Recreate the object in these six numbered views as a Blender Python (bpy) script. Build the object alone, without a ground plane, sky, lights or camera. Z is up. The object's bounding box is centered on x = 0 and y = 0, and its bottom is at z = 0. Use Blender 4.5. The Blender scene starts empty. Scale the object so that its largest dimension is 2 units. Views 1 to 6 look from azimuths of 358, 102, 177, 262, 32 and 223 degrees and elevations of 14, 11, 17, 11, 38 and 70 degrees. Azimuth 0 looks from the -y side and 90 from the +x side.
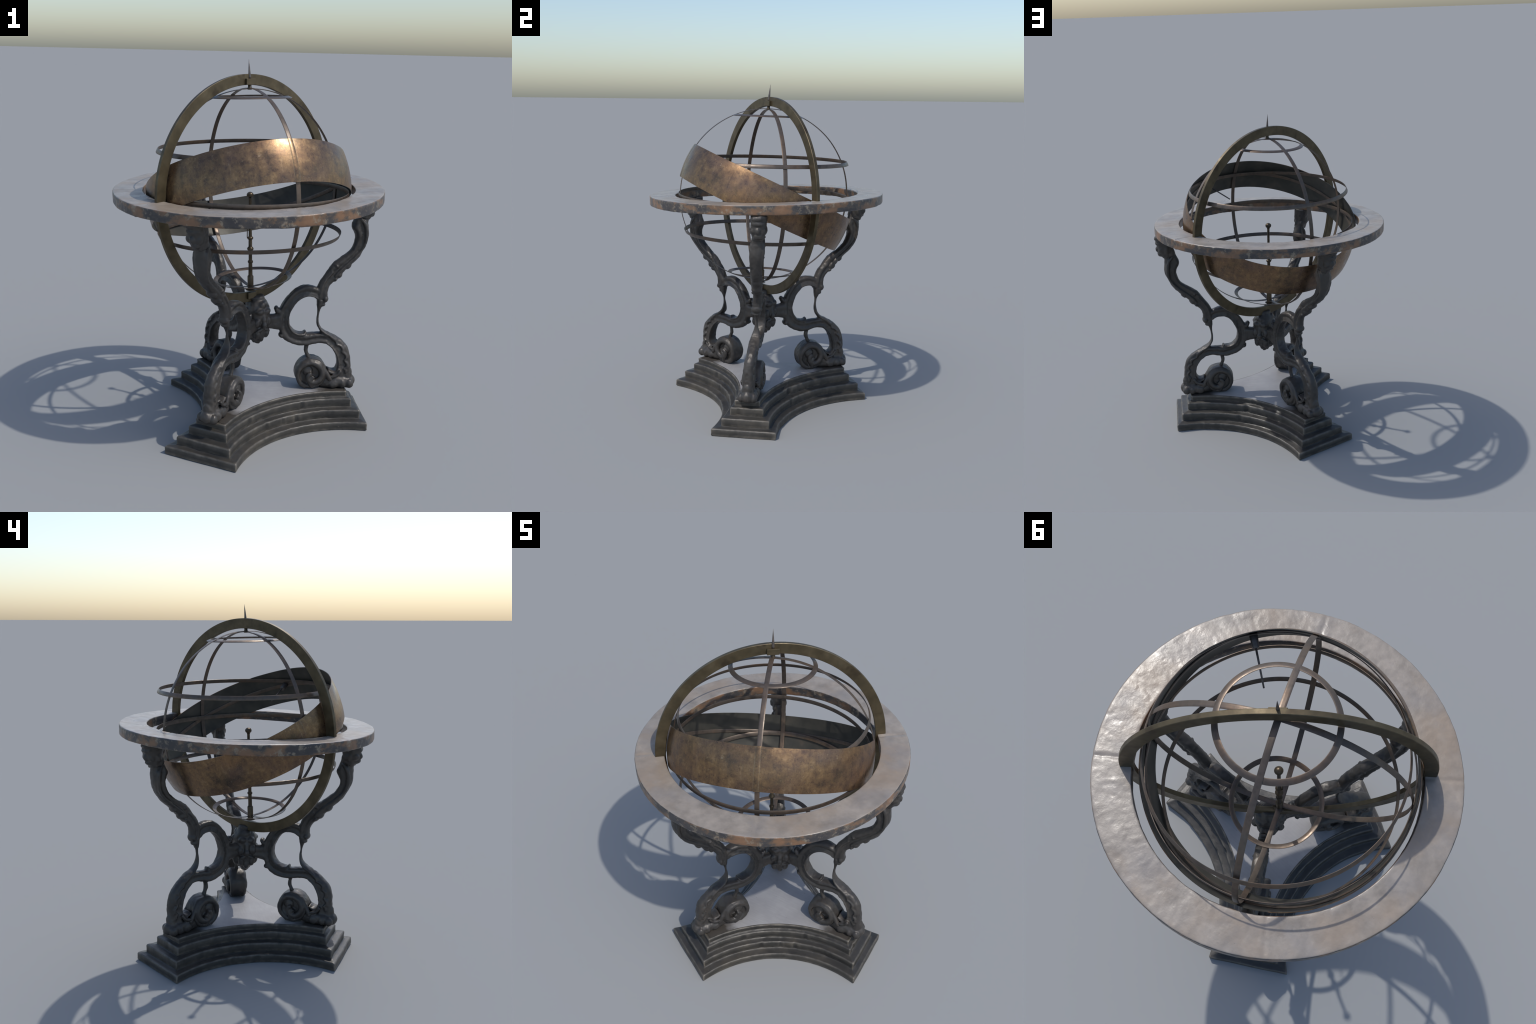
import bpy, bmesh, math, random
import numpy as np
from mathutils import Vector, Matrix, noise

random.seed(7)
R = math.radians

# ------------------------------------------------------------------ helpers
COL = bpy.context.scene.collection


def add_obj(name, mesh, mat=None, parent=None, smooth=True):
    ob = bpy.data.objects.new(name, mesh)
    COL.objects.link(ob)
    if mat is not None and not mesh.materials:
        mesh.materials.append(mat)
    if parent is not None:
        ob.parent = parent
    if smooth:
        mesh.polygons.foreach_set("use_smooth", [True] * len(mesh.polygons))
    return ob


def mesh_from(name, verts, faces):
    me = bpy.data.meshes.new(name)
    me.from_pydata([tuple(v) for v in verts], [], faces)
    me.validate()
    me.update()
    bm = bmesh.new()
    bm.from_mesh(me)
    bmesh.ops.recalc_face_normals(bm, faces=bm.faces)
    bm.to_mesh(me)
    bm.free()
    return me


def sharp_by_angle(me, deg=35):
    bm = bmesh.new()
    bm.from_mesh(me)
    lim = R(deg)
    for e in bm.edges:
        if len(e.link_faces) == 2 and e.calc_face_angle(0) > lim:
            e.smooth = False
    bm.to_mesh(me)
    bm.free()


def frame(n):
    n = Vector(n).normalized()
    a = n.orthogonal().normalized()
    b = n.cross(a)
    return Matrix((a, b, n)).transposed()


def lathe(profile, axis=(0, 0, 1), origin=(0, 0, 0), segs=48):
    """profile: (radius, height) points along the axis, ends closed."""
    M = frame(axis)
    o = Vector(origin)
    vs, fs = [], []
    n = len(profile)
    for i in range(segs):
        a = 2 * math.pi * i / segs
        for r, h in profile:
            vs.append(o + M @ Vector((r * math.cos(a), r * math.sin(a), h)))
    for i in range(segs):
        j = (i + 1) % segs
        for k in range(n - 1):
            fs.append((i * n + k, j * n + k, j * n + k + 1, i * n + k + 1))
    fs.append([i * n for i in range(segs)])
    fs.append([i * n + n - 1 for i in reversed(range(segs))])
    return vs, fs


def ring_sweep(center, axis, section, segs=360, wob=None):
    """closed section of (radius, height) points turned about the axis."""
    M = frame(axis)
    c = Vector(center)
    vs, fs = [], []
    n = len(section)
    for i in range(segs):
        a = 2 * math.pi * i / segs
        d = Vector((math.cos(a), math.sin(a), 0))
        for r, h in section:
            p = M @ (d * r + Vector((0, 0, h)))
            vs.append(c + p)
    for i in range(segs):
        j = (i + 1) % segs
        for k in range(n):
            l = (k + 1) % n
            fs.append((i * n + k, j * n + k, j * n + l, i * n + l))
    return vs, fs


def sphere_band_section(rad, half_width, thick):
    """strip that hugs a sphere, centred on its equator; small chamfers."""
    c = thick * 0.3
    la = half_width / rad
    out = []
    for t in np.linspace(-1, 1, 7):
        l = la * t
        rr = rad if abs(t) < 1 else rad - c
        out.append((rr * math.cos(l), rr * math.sin(l)))
    for t in np.linspace(1, -1, 7):
        l = la * t
        rr = rad - thick if abs(t) < 1 else rad - thick + c
        out.append((rr * math.cos(l), rr * math.sin(l)))
    return out


def latitude_section(rad, lat, half_width, thick):
    c = thick * 0.3
    la = half_width / rad
    out = []
    for t in (-1, -0.8, 0, 0.8, 1):
        l = lat + la * t
        rr = rad if abs(t) < 1 else rad - c
        out.append((rr * math.cos(l), rr * math.sin(l)))
    for t in (1, 0.8, 0, -0.8, -1):
        l = lat + la * t
        rr = rad - thick if abs(t) < 1 else rad - thick + c
        out.append((rr * math.cos(l), rr * math.sin(l)))
    return out


def rounded_box(sx, sy, sz, bev=0.003):
    bm = bmesh.new()
    bmesh.ops.create_cube(bm, size=1)
    bmesh.ops.scale(bm, vec=(sx, sy, sz), verts=bm.verts)
    bmesh.ops.bevel(bm, geom=bm.edges[:], offset=bev, segments=2, affect='EDGES', profile=0.6)
    me = bpy.data.meshes.new("block")
    bm.to_mesh(me)
    bm.free()
    return me


def remesh(vs, fs, voxel, smooth=2):
    me = bpy.data.meshes.new("tmp")
    me.from_pydata([tuple(v) for v in vs], [], fs)
    me.update()
    ob = bpy.data.objects.new("tmp", me)
    COL.objects.link(ob)
    m = ob.modifiers.new("r", 'REMESH')
    m.mode = 'VOXEL'
    m.voxel_size = voxel
    m.adaptivity = 0
    dg = bpy.context.evaluated_depsgraph_get()
    out = bpy.data.meshes.new_from_object(ob.evaluated_get(dg))
    bpy.data.objects.remove(ob)
    bpy.data.meshes.remove(me)
    n = len(out.vertices)
    co = np.empty(n * 3)
    out.vertices.foreach_get("co", co)
    co = co.reshape(-1, 3)
    ed = np.empty(len(out.edges) * 2, int)
    out.edges.foreach_get("vertices", ed)
    ed = ed.reshape(-1, 2)
    deg = np.bincount(ed.ravel(), minlength=n)[:, None]
    for k in range(smooth):
        for f in (0.55, -0.57):
            s = np.zeros_like(co)
            np.add.at(s, ed[:, 0], co[ed[:, 1]])
            np.add.at(s, ed[:, 1], co[ed[:, 0]])
            co = co + f * (s / deg - co)
    out.vertices.foreach_set("co", co.ravel())
    out.update()
    return out


def noise_displace(me, layers, seed=0.0, mask=None):
    """push vertices along their normals: layers = (size, strength)."""
    n = len(me.vertices)
    no = np.empty(n * 3)
    co = np.empty(n * 3)
    me.vertices.foreach_get("co", co)
    me.vertices.foreach_get("normal", no)
    co = co.reshape(-1, 3)
    no = no.reshape(-1, 3)
    off = Vector((seed * 3.1, seed * 1.7, seed * 2.3))
    d = np.zeros(n)
    for size, amp in layers:
        k = 1.0 / size
        d += amp * np.array([noise.noise(Vector(p) * k + off) for p in co])
    if mask is not None:
        d *= np.array([mask(p) for p in co])
    co = co + no * d[:, None]
    me.vertices.foreach_set("co", co.ravel())
    me.update()


def catmull(pts, per=8):
    P = np.array(pts, float)
    P = np.vstack([2 * P[0] - P[1], P, 2 * P[-1] - P[-2]])
    out = []
    for i in range(1, len(P) - 2):
        for t in np.linspace(0, 1, per, endpoint=False):
            a, b, c, d = P[i - 1], P[i], P[i + 1], P[i + 2]
            out.append(0.5 * (2 * b + (c - a) * t + (2 * a - 5 * b + 4 * c - d) * t * t
                              + (3 * b - a - 3 * c + d) * t ** 3))
    out.append(P[-2])
    return np.array(out)


class Pile:
    """collects closed pieces that a voxel remesh fuses into one casting."""

    def __init__(self):
        self.v, self.f = [], []

    def add(self, vs, fs):
        o = len(self.v)
        self.v += [tuple(v) for v in vs]
        self.f += [[i + o for i in f] for f in fs]

    def blob(self, c, rad, rot=None, seg=16):
        vs, fs = [], []
        M = Matrix.Identity(3) if rot is None else rot
        rings = seg // 2
        for i in range(1, rings):
            th = math.pi * i / rings
            for j in range(seg):
                ph = 2 * math.pi * j / seg
                p = Vector((rad[0] * math.sin(th) * math.cos(ph), rad[1] * math.sin(th) * math.sin(ph),
                            rad[2] * math.cos(th)))
                vs.append(Vector(c) + M @ p)
        top = len(vs)
        vs.append(Vector(c) + M @ Vector((0, 0, rad[2])))
        vs.append(Vector(c) + M @ Vector((0, 0, -rad[2])))
        for i in range(rings - 2):
            for j in range(seg):
                k = (j + 1) % seg
                fs.append((i * seg + j, (i + 1) * seg + j, (i + 1) * seg + k, i * seg + k))
        for j in range(seg):
            k = (j + 1) % seg
            fs.append((top, j, k))
            fs.append((top + 1, (rings - 2) * seg + k, (rings - 2) * seg + j))
        self.add(vs, fs)

    def bar(self, pts, groove=0.0, power=2.6, per=8, seg=28, t0=0.0):
        """planar sweep in the (r, z) plane; pts = (r, z, half width, half depth)."""
        P = catmull(pts, per)
        n = len(P)
        T = np.gradient(P[:, :2], axis=0)
        T /= np.linalg.norm(T, axis=1)[:, None]
        vs, fs = [], []
        for i in range(n):
            r, z, a, b = P[i]
            a = max(a - 0.0015, a * 0.9)
            tx, tz = T[i]
            nx, nz = -tz, tx
            for j in range(seg):
                th = 2 * math.pi * j / seg
                cs, sn = math.cos(th), math.sin(th)
                s = math.copysign(abs(cs) ** (2 / power), cs)
                t = math.copysign(abs(sn) ** (2 / power), sn)
                t *= 1 - groove * math.exp(-(s / 0.42) ** 2)
                vs.append((r + nx * s * a, t0 + t * b, z + nz * s * a))
        for i in range(n - 1):
            for j in range(seg):
                k = (j + 1) % seg
                fs.append((i * seg + j, i * seg + k, (i + 1) * seg + k, (i + 1) * seg + j))
        fs.append(list(range(seg))[::-1])
        fs.append([(n - 1) * seg + j for j in range(seg)])
        self.add(vs, fs)

    def tube(self, pts, per=6, seg=10):
        """free tube: pts = (x, y, z, radius)."""
        P = catmull(pts, per)
        T = np.gradient(P[:, :3], axis=0)
        T /= np.linalg.norm(T, axis=1)[:, None]
        vs, fs = [], []
        up = Vector((0.13, 1, 0.21)).normalized()
        n = len(P)
        for i in range(n):
            t = Vector(T[i])
            a = t.cross(up).normalized()
            b = t.cross(a)
            for j in range(seg):
                th = 2 * math.pi * j / seg
                vs.append(Vector(P[i, :3]) + (a * math.cos(th) + b * math.sin(th)) * P[i, 3])
        for i in range(n - 1):
            for j in range(seg):
                k = (j + 1) % seg
                fs.append((i * seg + j, i * seg + k, (i + 1) * seg + k, (i + 1) * seg + j))
        fs.append(list(range(seg))[::-1])
        fs.append([(n - 1) * seg + j for j in range(seg)])
        self.add(vs, fs)


# ---------------------------------------------------------------- materials
class Mat:
    def __init__(self, name, rough=0.5, metal=0.0, spec=0.5):
        self.m = bpy.data.materials.new(name)
        self.m.use_nodes = True
        self.t = self.m.node_tree
        self.b = self.t.nodes["Principled BSDF"]
        self.b.inputs["Roughness"].default_value = rough
        self.b.inputs["Metallic"].default_value = metal
        self.b.inputs["Specular IOR Level"].default_value = spec
        self.co = self.t.nodes.new("ShaderNodeTexCoord").outputs["Object"]

    def n(self, kind, **kw):
        nd = self.t.nodes.new(kind)
        for k, v in kw.items():
            setattr(nd, k, v)
        return nd

    def link(self, a, b):
        self.t.links.new(a, b)

    def mapped(self, scale=(1, 1, 1), loc=(0, 0, 0)):
        mp = self.n("ShaderNodeMapping")
        mp.inputs["Scale"].default_value = scale
        mp.inputs["Location"].default_value = loc
        self.link(self.co, mp.inputs["Vector"])
        return mp.outputs["Vector"]

    def noise(self, scale, detail=4, rough=0.55, vec=None, dist=0.0):
        nd = self.n("ShaderNodeTexNoise")
        nd.inputs["Scale"].default_value = scale
        nd.inputs["Detail"].default_value = detail
        nd.inputs["Roughness"].default_value = rough
        nd.inputs["Distortion"].default_value = dist
        self.link(vec if vec is not None else self.co, nd.inputs["Vector"])
        return nd.outputs["Fac"]

    def ramp(self, fac, stops, interp='LINEAR'):
        nd = self.n("ShaderNodeValToRGB")
        cr = nd.color_ramp
        cr.interpolation = interp
        while len(cr.elements) < len(stops):
            cr.elements.new(0.5)
        for e, (p, c) in zip(cr.elements, stops):
            e.position = p
            e.color = (c, c, c, 1) if not isinstance(c, tuple) else (*c, 1)
        self.link(fac, nd.inputs["Fac"])
        return nd.outputs["Color"]

    def mix(self, fac, a, b, mode='MIX'):
        nd = self.n("ShaderNodeMix", data_type='RGBA', blend_type=mode)
        for i, v in ((0, fac), (6, a), (7, b)):
            if isinstance(v, (int, float)):
                nd.inputs[i].default_value = v
            elif isinstance(v, tuple):
                nd.inputs[i].default_value = (*v, 1)
            else:
                self.link(v, nd.inputs[i])
        return nd.outputs[2]

    def math(self, op, a, b=0.0):
        nd = self.n("ShaderNodeMath", operation=op)
        for i, v in ((0, a), (1, b)):
            if isinstance(v, (int, float)):
                nd.inputs[i].default_value = v
            else:
                self.link(v, nd.inputs[i])
        return nd.outputs[0]

    def sep(self, vec=None):
        nd = self.n("ShaderNodeSeparateXYZ")
        self.link(vec if vec is not None else self.co, nd.inputs[0])
        return nd.outputs

    def color(self, c):
        self.link(c, self.b.inputs["Base Color"])

    def rough(self, r):
        self.link(r, self.b.inputs["Roughness"])

    def bump(self, h, strength=0.3, dist=0.003):
        nd = self.n("ShaderNodeBump")
        nd.inputs["Strength"].default_value = strength
        nd.inputs["Distance"].default_value = dist
        self.link(h, nd.inputs["Height"])
        self.link(nd.outputs[0], self.b.inputs["Normal"])

    def worn_edges(self, lo=0.53, hi=0.62):
        g = self.n("ShaderNodeNewGeometry")
        return self.ramp(g.outputs["Pointiness"], [(lo, 0.0), (hi, 1.0)])


def bronze_dark():
    m = Mat("dark_cast_bronze", 0.42, 0.25, 0.5)
    f = m.noise(9, 5)
    c = m.ramp(f, [(0.3, (0.038, 0.035, 0.033)), (0.55, (0.056, 0.051, 0.046)), (0.75, (0.080, 0.066, 0.055))])
    g = m.noise(60, 4)
    c = m.mix(m.ramp(g, [(0.45, 0.0), (0.8, 0.5)]), c, (0.075, 0.064, 0.055))
    m.color(c)
    m.rough(m.ramp(m.noise(30, 3), [(0.3, 0.36), (0.7, 0.52)]))
    m.bump(m.noise(120, 4), 0.25, 0.002)
    return m.m


def step_material(name, tint):
    m = Mat(name, 0.45, 0.0, 0.5)
    f = m.noise(7, 5, 0.6, m.mapped((1, 1, 2.5)))
    c = m.ramp(f, [(0.3, (0.020, 0.0195, 0.018)), (0.5, (0.032, 0.030, 0.027)), (0.68, (0.050, 0.044, 0.035)),
                   (0.8, tint)])
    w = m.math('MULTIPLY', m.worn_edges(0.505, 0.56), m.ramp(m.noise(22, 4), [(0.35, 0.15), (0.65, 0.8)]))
    c = m.mix(w, c, (0.21, 0.185, 0.150))
    sp = m.ramp(m.noise(55, 4, 0.7), [(0.66, 0.0), (0.76, 0.6)])
    c = m.mix(sp, c, (0.14, 0.12, 0.09))
    m.color(c)
    m.rough(m.ramp(m.noise(18, 3), [(0.3, 0.34), (0.7, 0.55)]))
    m.bump(m.noise(60, 5), 0.3, 0.003)
    return m.m


def slab_material():
    m = Mat("worn_grey_slab", 0.5, 0.0, 0.4)
    f = m.noise(6, 6, 0.6)
    c = m.ramp(f, [(0.3, (0.25, 0.245, 0.25)), (0.6, (0.31, 0.305, 0.305)), (0.8, (0.35, 0.335, 0.32))])
    st = m.ramp(m.noise(14, 5, 0.6, m.mapped((1, 9, 1))), [(0.35, 0.0), (0.75, 0.35)])
    c = m.mix(st, c, (0.21, 0.205, 0.21))
    pit = m.ramp(m.noise(70, 2), [(0.72, 0.0), (0.78, 0.8)])
    c = m.mix(pit, c, (0.09, 0.085, 0.08))
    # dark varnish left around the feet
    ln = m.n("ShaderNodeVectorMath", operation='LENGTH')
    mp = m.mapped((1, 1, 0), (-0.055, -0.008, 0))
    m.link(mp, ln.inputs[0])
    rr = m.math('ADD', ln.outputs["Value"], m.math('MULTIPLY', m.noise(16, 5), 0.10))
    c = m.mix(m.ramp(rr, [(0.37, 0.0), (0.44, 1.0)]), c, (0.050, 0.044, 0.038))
    m.color(c)
    m.bump(m.noise(50, 5), 0.15, 0.002)
    return m.m


def horizon_material():
    m = Mat("worn_painted_wood", 0.36, 0.0, 0.5)
    xyz = m.sep()
    # top: pale rosy grey with faint blotches
    f = m.noise(11, 6, 0.6)
    top = m.ramp(f, [(0.3, (0.205, 0.179, 0.152)), (0.5, (0.278, 0.244, 0.209)), (0.7, (0.350, 0.305, 0.260))])
    top = m.mix(m.ramp(m.noise(4, 4), [(0.44, 0.0), (0.62, 0.65)]), top, (0.290, 0.225, 0.166))
    top = m.mix(m.ramp(m.noise(5.5, 4, 0.6, m.mapped((1, 1, 1), (4, 2, 7))), [(0.50, 0.0), (0.66, 0.5)]), top,
                (0.235, 0.218, 0.208))
    top = m.mix(m.ramp(m.noise(45, 3), [(0.66, 0.0), (0.8, 0.5)]), top, (0.20, 0.18, 0.165))
    # edge: flaking dark paint over copper-brown wood with pale chips
    g = m.noise(7, 6, 0.62, m.mapped((1, 1, 1.6)))
    edge = m.ramp(g, [(0.42, (0.050, 0.047, 0.049)), (0.49, (0.075, 0.066, 0.060)), (0.53, (0.145, 0.096, 0.064)),
                      (0.58, (0.195, 0.112, 0.065)), (0.74, (0.25, 0.140, 0.078))])
    chip = m.ramp(m.noise(24, 5, 0.66), [(0.545, 0.0), (0.65, 0.8)])
    edge = m.mix(chip, edge, (0.27, 0.225, 0.165))
    geo = m.n("ShaderNodeNewGeometry")
    up = m.sep(geo.outputs["Normal"])[2]
    mask = m.math('ADD', up, m.math('MULTIPLY', m.math('SUBTRACT', m.noise(30, 5), 0.5), 0.35))
    c = m.mix(m.ramp(mask, [(0.70, 0.0), (0.86, 1.0)]), edge, top)
    m.color(c)
    m.rough(m.ramp(m.noise(20, 4), [(0.3, 0.27), (0.7, 0.42)]))
    h = m.mix(0.6, m.noise(55, 3), m.noise(24, 3))
    m.bump(h, 0.32, 0.006)
    return m.m


def brass_olive():
    m = Mat("dull_olive_brass", 0.42, 0.55, 0.5)
    f = m.noise(14, 4)
    c = m.ramp(f, [(0.3, (0.070, 0.053, 0.029)), (0.55, (0.108, 0.084, 0.047)), (0.75, (0.145, 0.114, 0.068))])
    sp = m.ramp(m.noise(12, 2), [(0.62, 0.0), (0.72, 0.7)])
    c = m.mix(sp, c, (0.048, 0.033, 0.019))
    c = m.mix(m.ramp(m.noise(80, 4), [(0.5, 0.0), (0.8, 0.4)]), c, (0.07, 0.068, 0.042))
    m.color(c)
    m.rough(m.ramp(m.noise(25, 3), [(0.3, 0.36), (0.7, 0.52)]))
    m.bump(m.noise(90, 4), 0.12, 0.002)
    return m.m


def strip_metal():
    m = Mat("grey_brown_strip_metal", 0.38, 0.55, 0.5)
    f = m.noise(8, 4)
    c = m.ramp(f, [(0.3, (0.092, 0.075, 0.062)), (0.5, (0.125, 0.098, 0.078)), (0.7, (0.155, 0.102, 0.067))])
    c = m.mix(m.ramp(m.noise(40, 4), [(0.45, 0.0), (0.75, 0.55)]), c, (0.058, 0.047, 0.038))
    m.color(c)
    m.rough(m.ramp(m.noise(30, 3), [(0.3, 0.32), (0.7, 0.5)]))
    m.bump(m.noise(90, 3), 0.12, 0.002)
    return m.m


Z_C = Vector((-0.0035, -0.0075, 1.3104))
Z_N = Vector((-0.1982, 0.443, 1)).normalized()


def band_angle(az):
    """angle in the zodiac band's own plane of the colure standing at azimuth az."""
    d = Vector((math.cos(R(az)), math.sin(R(az)), 0))
    nrm = d.cross(Vector((-0.0232, 0.0272, 1))).normalized()
    p = nrm.cross(Z_N)
    p = p if p.dot(d) > 0 else -p
    q = frame(Z_N).transposed() @ p
    return math.atan2(q.y, q.x)


STRAP_ANGLES = [band_angle(-65.2), band_angle(204.9)]


def zodiac_outer():
    m = Mat("mottled_bronze_sheet", 0.36, 0.75, 0.5)
    x, y, z = m.sep()
    ang = m.math('ARCTAN2', y, x)
    f = m.noise(24, 9, 0.74, None, 0.3)
    c = m.ramp(f, [(0.30, (0.085, 0.056, 0.041)), (0.43, (0.170, 0.106, 0.063)), (0.56, (0.255, 0.158, 0.078)),
                   (0.72, (0.36, 0.245, 0.135))])
    # cooler violet-brown patches
    c = m.mix(m.ramp(m.noise(4.5, 3, 0.5, m.mapped((1, 1, 1), (3, 1, 2))), [(0.48, 0.0), (0.66, 0.5)]), c,
              (0.125, 0.087, 0.083))
    # ochre patches where the gilding survives
    c = m.mix(m.ramp(m.noise(6.5, 4, 0.6, m.mapped((1, 1, 1), (9, 4, 6))), [(0.50, 0.0), (0.66, 0.6)]), c,
              (0.275, 0.158, 0.080))
    # faint panels, one per sign, divided by pale seams
    cell = m.math('MULTIPLY', m.math('ADD', ang, math.pi), 12 / (2 * math.pi))
    wn = m.n("ShaderNodeTexWhiteNoise", noise_dimensions='1D')
    m.link(m.math('FLOOR', cell), wn.inputs["W"])
    c = m.mix(m.math('MULTIPLY', wn.outputs["Value"], 0.28), c, (0.115, 0.078, 0.052))
    # rubbed streaks that run across the band
    st = m.noise(26, 4, 0.6, m.mapped((1.6, 1.6, 0.22)))
    c = m.mix(m.ramp(st, [(0.38, 0.22), (0.52, 0.0)]), c, (0.085, 0.058, 0.045))
    c = m.mix(m.ramp(st, [(0.60, 0.0), (0.76, 0.25)]), c, (0.34, 0.235, 0.14))
    # pale seams on either side of the colure straps beneath the sheet
    for a0 in STRAP_ANGLES:
        d = m.math('ABSOLUTE', m.math('SUBTRACT', ang, a0))
        line = m.ramp(m.math('ABSOLUTE', m.math('SUBTRACT', d, 0.024)), [(0.002, 0.45), (0.006, 0.0)])
        c = m.mix(m.math('MULTIPLY', line, m.ramp(m.noise(22, 4), [(0.35, 0.1), (0.65, 1.0)])), c, (0.36, 0.29, 0.19))
    # tiny pale specks and green-black stains
    c = m.mix(m.ramp(m.noise(38, 3), [(0.72, 0.0), (0.78, 0.6)]), c, (0.40, 0.31, 0.21))
    c = m.mix(m.ramp(m.noise(11, 5, 0.65, m.mapped((1, 1, 1), (7, 5, 1))), [(0.53, 0.0), (0.70, 0.65)]), c,
              (0.062, 0.054, 0.040))
    c = m.mix(m.ramp(m.noise(130, 3, 0.6), [(0.56, 0.0), (0.70, 0.55)]), c, (0.060, 0.045, 0.036))
    c = m.mix(m.ramp(m.noise(95, 4, 0.6, m.mapped((1, 1, 1), (1, 9, 3))), [(0.60, 0.0), (0.74, 0.4)]), c, (0.38, 0.28, 0.17))
    m.color(c)
    m.rough(m.ramp(m.noise(24, 5), [(0.3, 0.24), (0.7, 0.42)]))
    m.bump(m.mix(0.5, m.noise(60, 4), m.noise(18, 3)), 0.12, 0.004)
    return m.m


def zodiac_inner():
    m = Mat("shade_darkened_lining", 0.5, 0.4, 0.5)
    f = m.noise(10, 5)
    c = m.ramp(f, [(0.35, (0.045, 0.044, 0.038)), (0.6, (0.072, 0.067, 0.055)), (0.8, (0.12, 0.097, 0.073))])  # inner face coloured darker to hold the shade inside the band
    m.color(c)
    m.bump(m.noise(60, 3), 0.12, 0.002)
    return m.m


def axis_brass():
    m = Mat("dark_turned_brass", 0.36, 0.6, 0.5)
    f = m.noise(30, 4)
    c = m.ramp(f, [(0.3, (0.045, 0.036, 0.024)), (0.7, (0.10, 0.073, 0.044))])
    m.color(c)
    return m.m


def needle_metal():
    m = Mat("grey_iron", 0.4, 0.4, 0.5)
    c = m.ramp(m.noise(40, 3), [(0.3, (0.075, 0.066, 0.060)), (0.7, (0.15, 0.125, 0.11))])
    m.color(c)
    return m.m


M_BRONZE = bronze_dark()
M_STEP = step_material("ebonised_wood", (0.062, 0.053, 0.038))
M_STEP_TOP = step_material("ebonised_wood_worn_red", (0.13, 0.068, 0.040))
M_SLAB = slab_material()
M_HORIZON = horizon_material()
M_BRASS = brass_olive()
M_STRIP = strip_metal()
M_ZOD = zodiac_outer()
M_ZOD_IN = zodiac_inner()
M_AXIS = axis_brass()
M_IRON = needle_metal()

# --------------------------------------------------------------------- root
root = bpy.data.objects.new("armillary_sphere", None)
COL.objects.link(root)
root["label"] = "antique bronze armillary sphere on three scrolled legs and stepped base"
root["category"] = "armillary sphere"

# --------------------------------------------------------------------- base
# three blunt arms; each blunt end is a straight line, arms joined by hollow arcs
END_PTS = [((0.677, -0.172), (0.650, 0.212)),       # arm towards +x
           ((-0.100, 0.649), (-0.460, 0.438)),      # arm towards -x +y
           ((-0.424, -0.430), (-0.055, -0.624))]    # arm towards -x -y
ARCS = [((0.547, 0.897), 0.6925), ((-0.831, -0.006), 0.584), ((0.554, -0.787), 0.627)]


# the hollows do not step back equally on the three sides
ARC_TWEAK = [[(0, 0.0), (0.050, -0.008), (0.088, -0.006), (0.111, -0.002), (0.2, -0.002)],
             [(0, 0.0), (0.050, -0.008), (0.088, -0.010), (0.111, -0.008), (0.2, -0.008)],
             [(0, 0.004), (0.050, 0.0), (0.088, -0.002), (0.111, -0.006), (0.2, -0.006)]]


def round_corner(p, c, q, size):
    a = c + (p - c).normalized() * size
    b = c + (q - c).normalized() * size
    return [a.lerp(c, t).lerp(c.lerp(b, t), t) for t in (0, 0.25, 0.5, 0.75, 1)]


def base_outline(end_in, arc_in, per=90, corner=0.008):
    """corner points: end line moved inwards, arcs grown, then walked around."""
    lines = []
    for p, q in END_PTS:
        p, q = Vector(p), Vector(q)
        d = (q - p).normalized()
        nrm = Vector((d.y, -d.x))
        lines.append((p - nrm * (end_in - (0.004 if end_in < 0.02 else 0.002)), d))
    out = []

    def arc_off(arc):
        return arc_in + float(np.interp(arc_in, *zip(*ARC_TWEAK[ARCS.index(arc)])))

    def hit(line, arc, sign):
        o, d = line
        c, r = Vector(arc[0]), arc[1] + arc_off(arc)
        f = o - c
        b = f.dot(d)
        disc = math.sqrt(max(b * b - (f.dot(f) - r * r), 1e-9))
        cand = [o + d * (-b - disc), o + d * (-b + disc)]
        mid = o + d * 0.21
        return min(cand, key=lambda t: (t - mid).length)

    for i in range(3):
        a_prev, a_next = ARCS[(i + 2) % 3], ARCS[i]
        s = hit(lines[i], a_prev, -1)
        e = hit(lines[i], a_next, 1)
        for k in range(12):
            out.append(s.lerp(e, k / 12))
        nl = lines[(i + 1) % 3]
        s2 = hit(nl, a_next, -1)
        c = Vector(a_next[0])
        a0 = math.atan2(e.y - c.y, e.x - c.x)
        a1 = math.atan2(s2.y - c.y, s2.x - c.x)
        da = (a1 - a0 + math.pi) % (2 * math.pi) - math.pi
        for k in range(per):
            a = a0 + da * k / per
            rr = a_next[1] + arc_off(a_next)
            out.append(c + Vector((math.cos(a), math.sin(a))) * rr)
    n = len(out)
    corners = set(j for i in range(3) for j in (i * (12 + per), i * (12 + per) + 12))
    res = []
    for i, v in enumerate(out):
        if i in corners:
            res += round_corner(out[i - 1], v, out[(i + 1) % n], corner)
        else:
            res.append(v)
    return res


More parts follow.
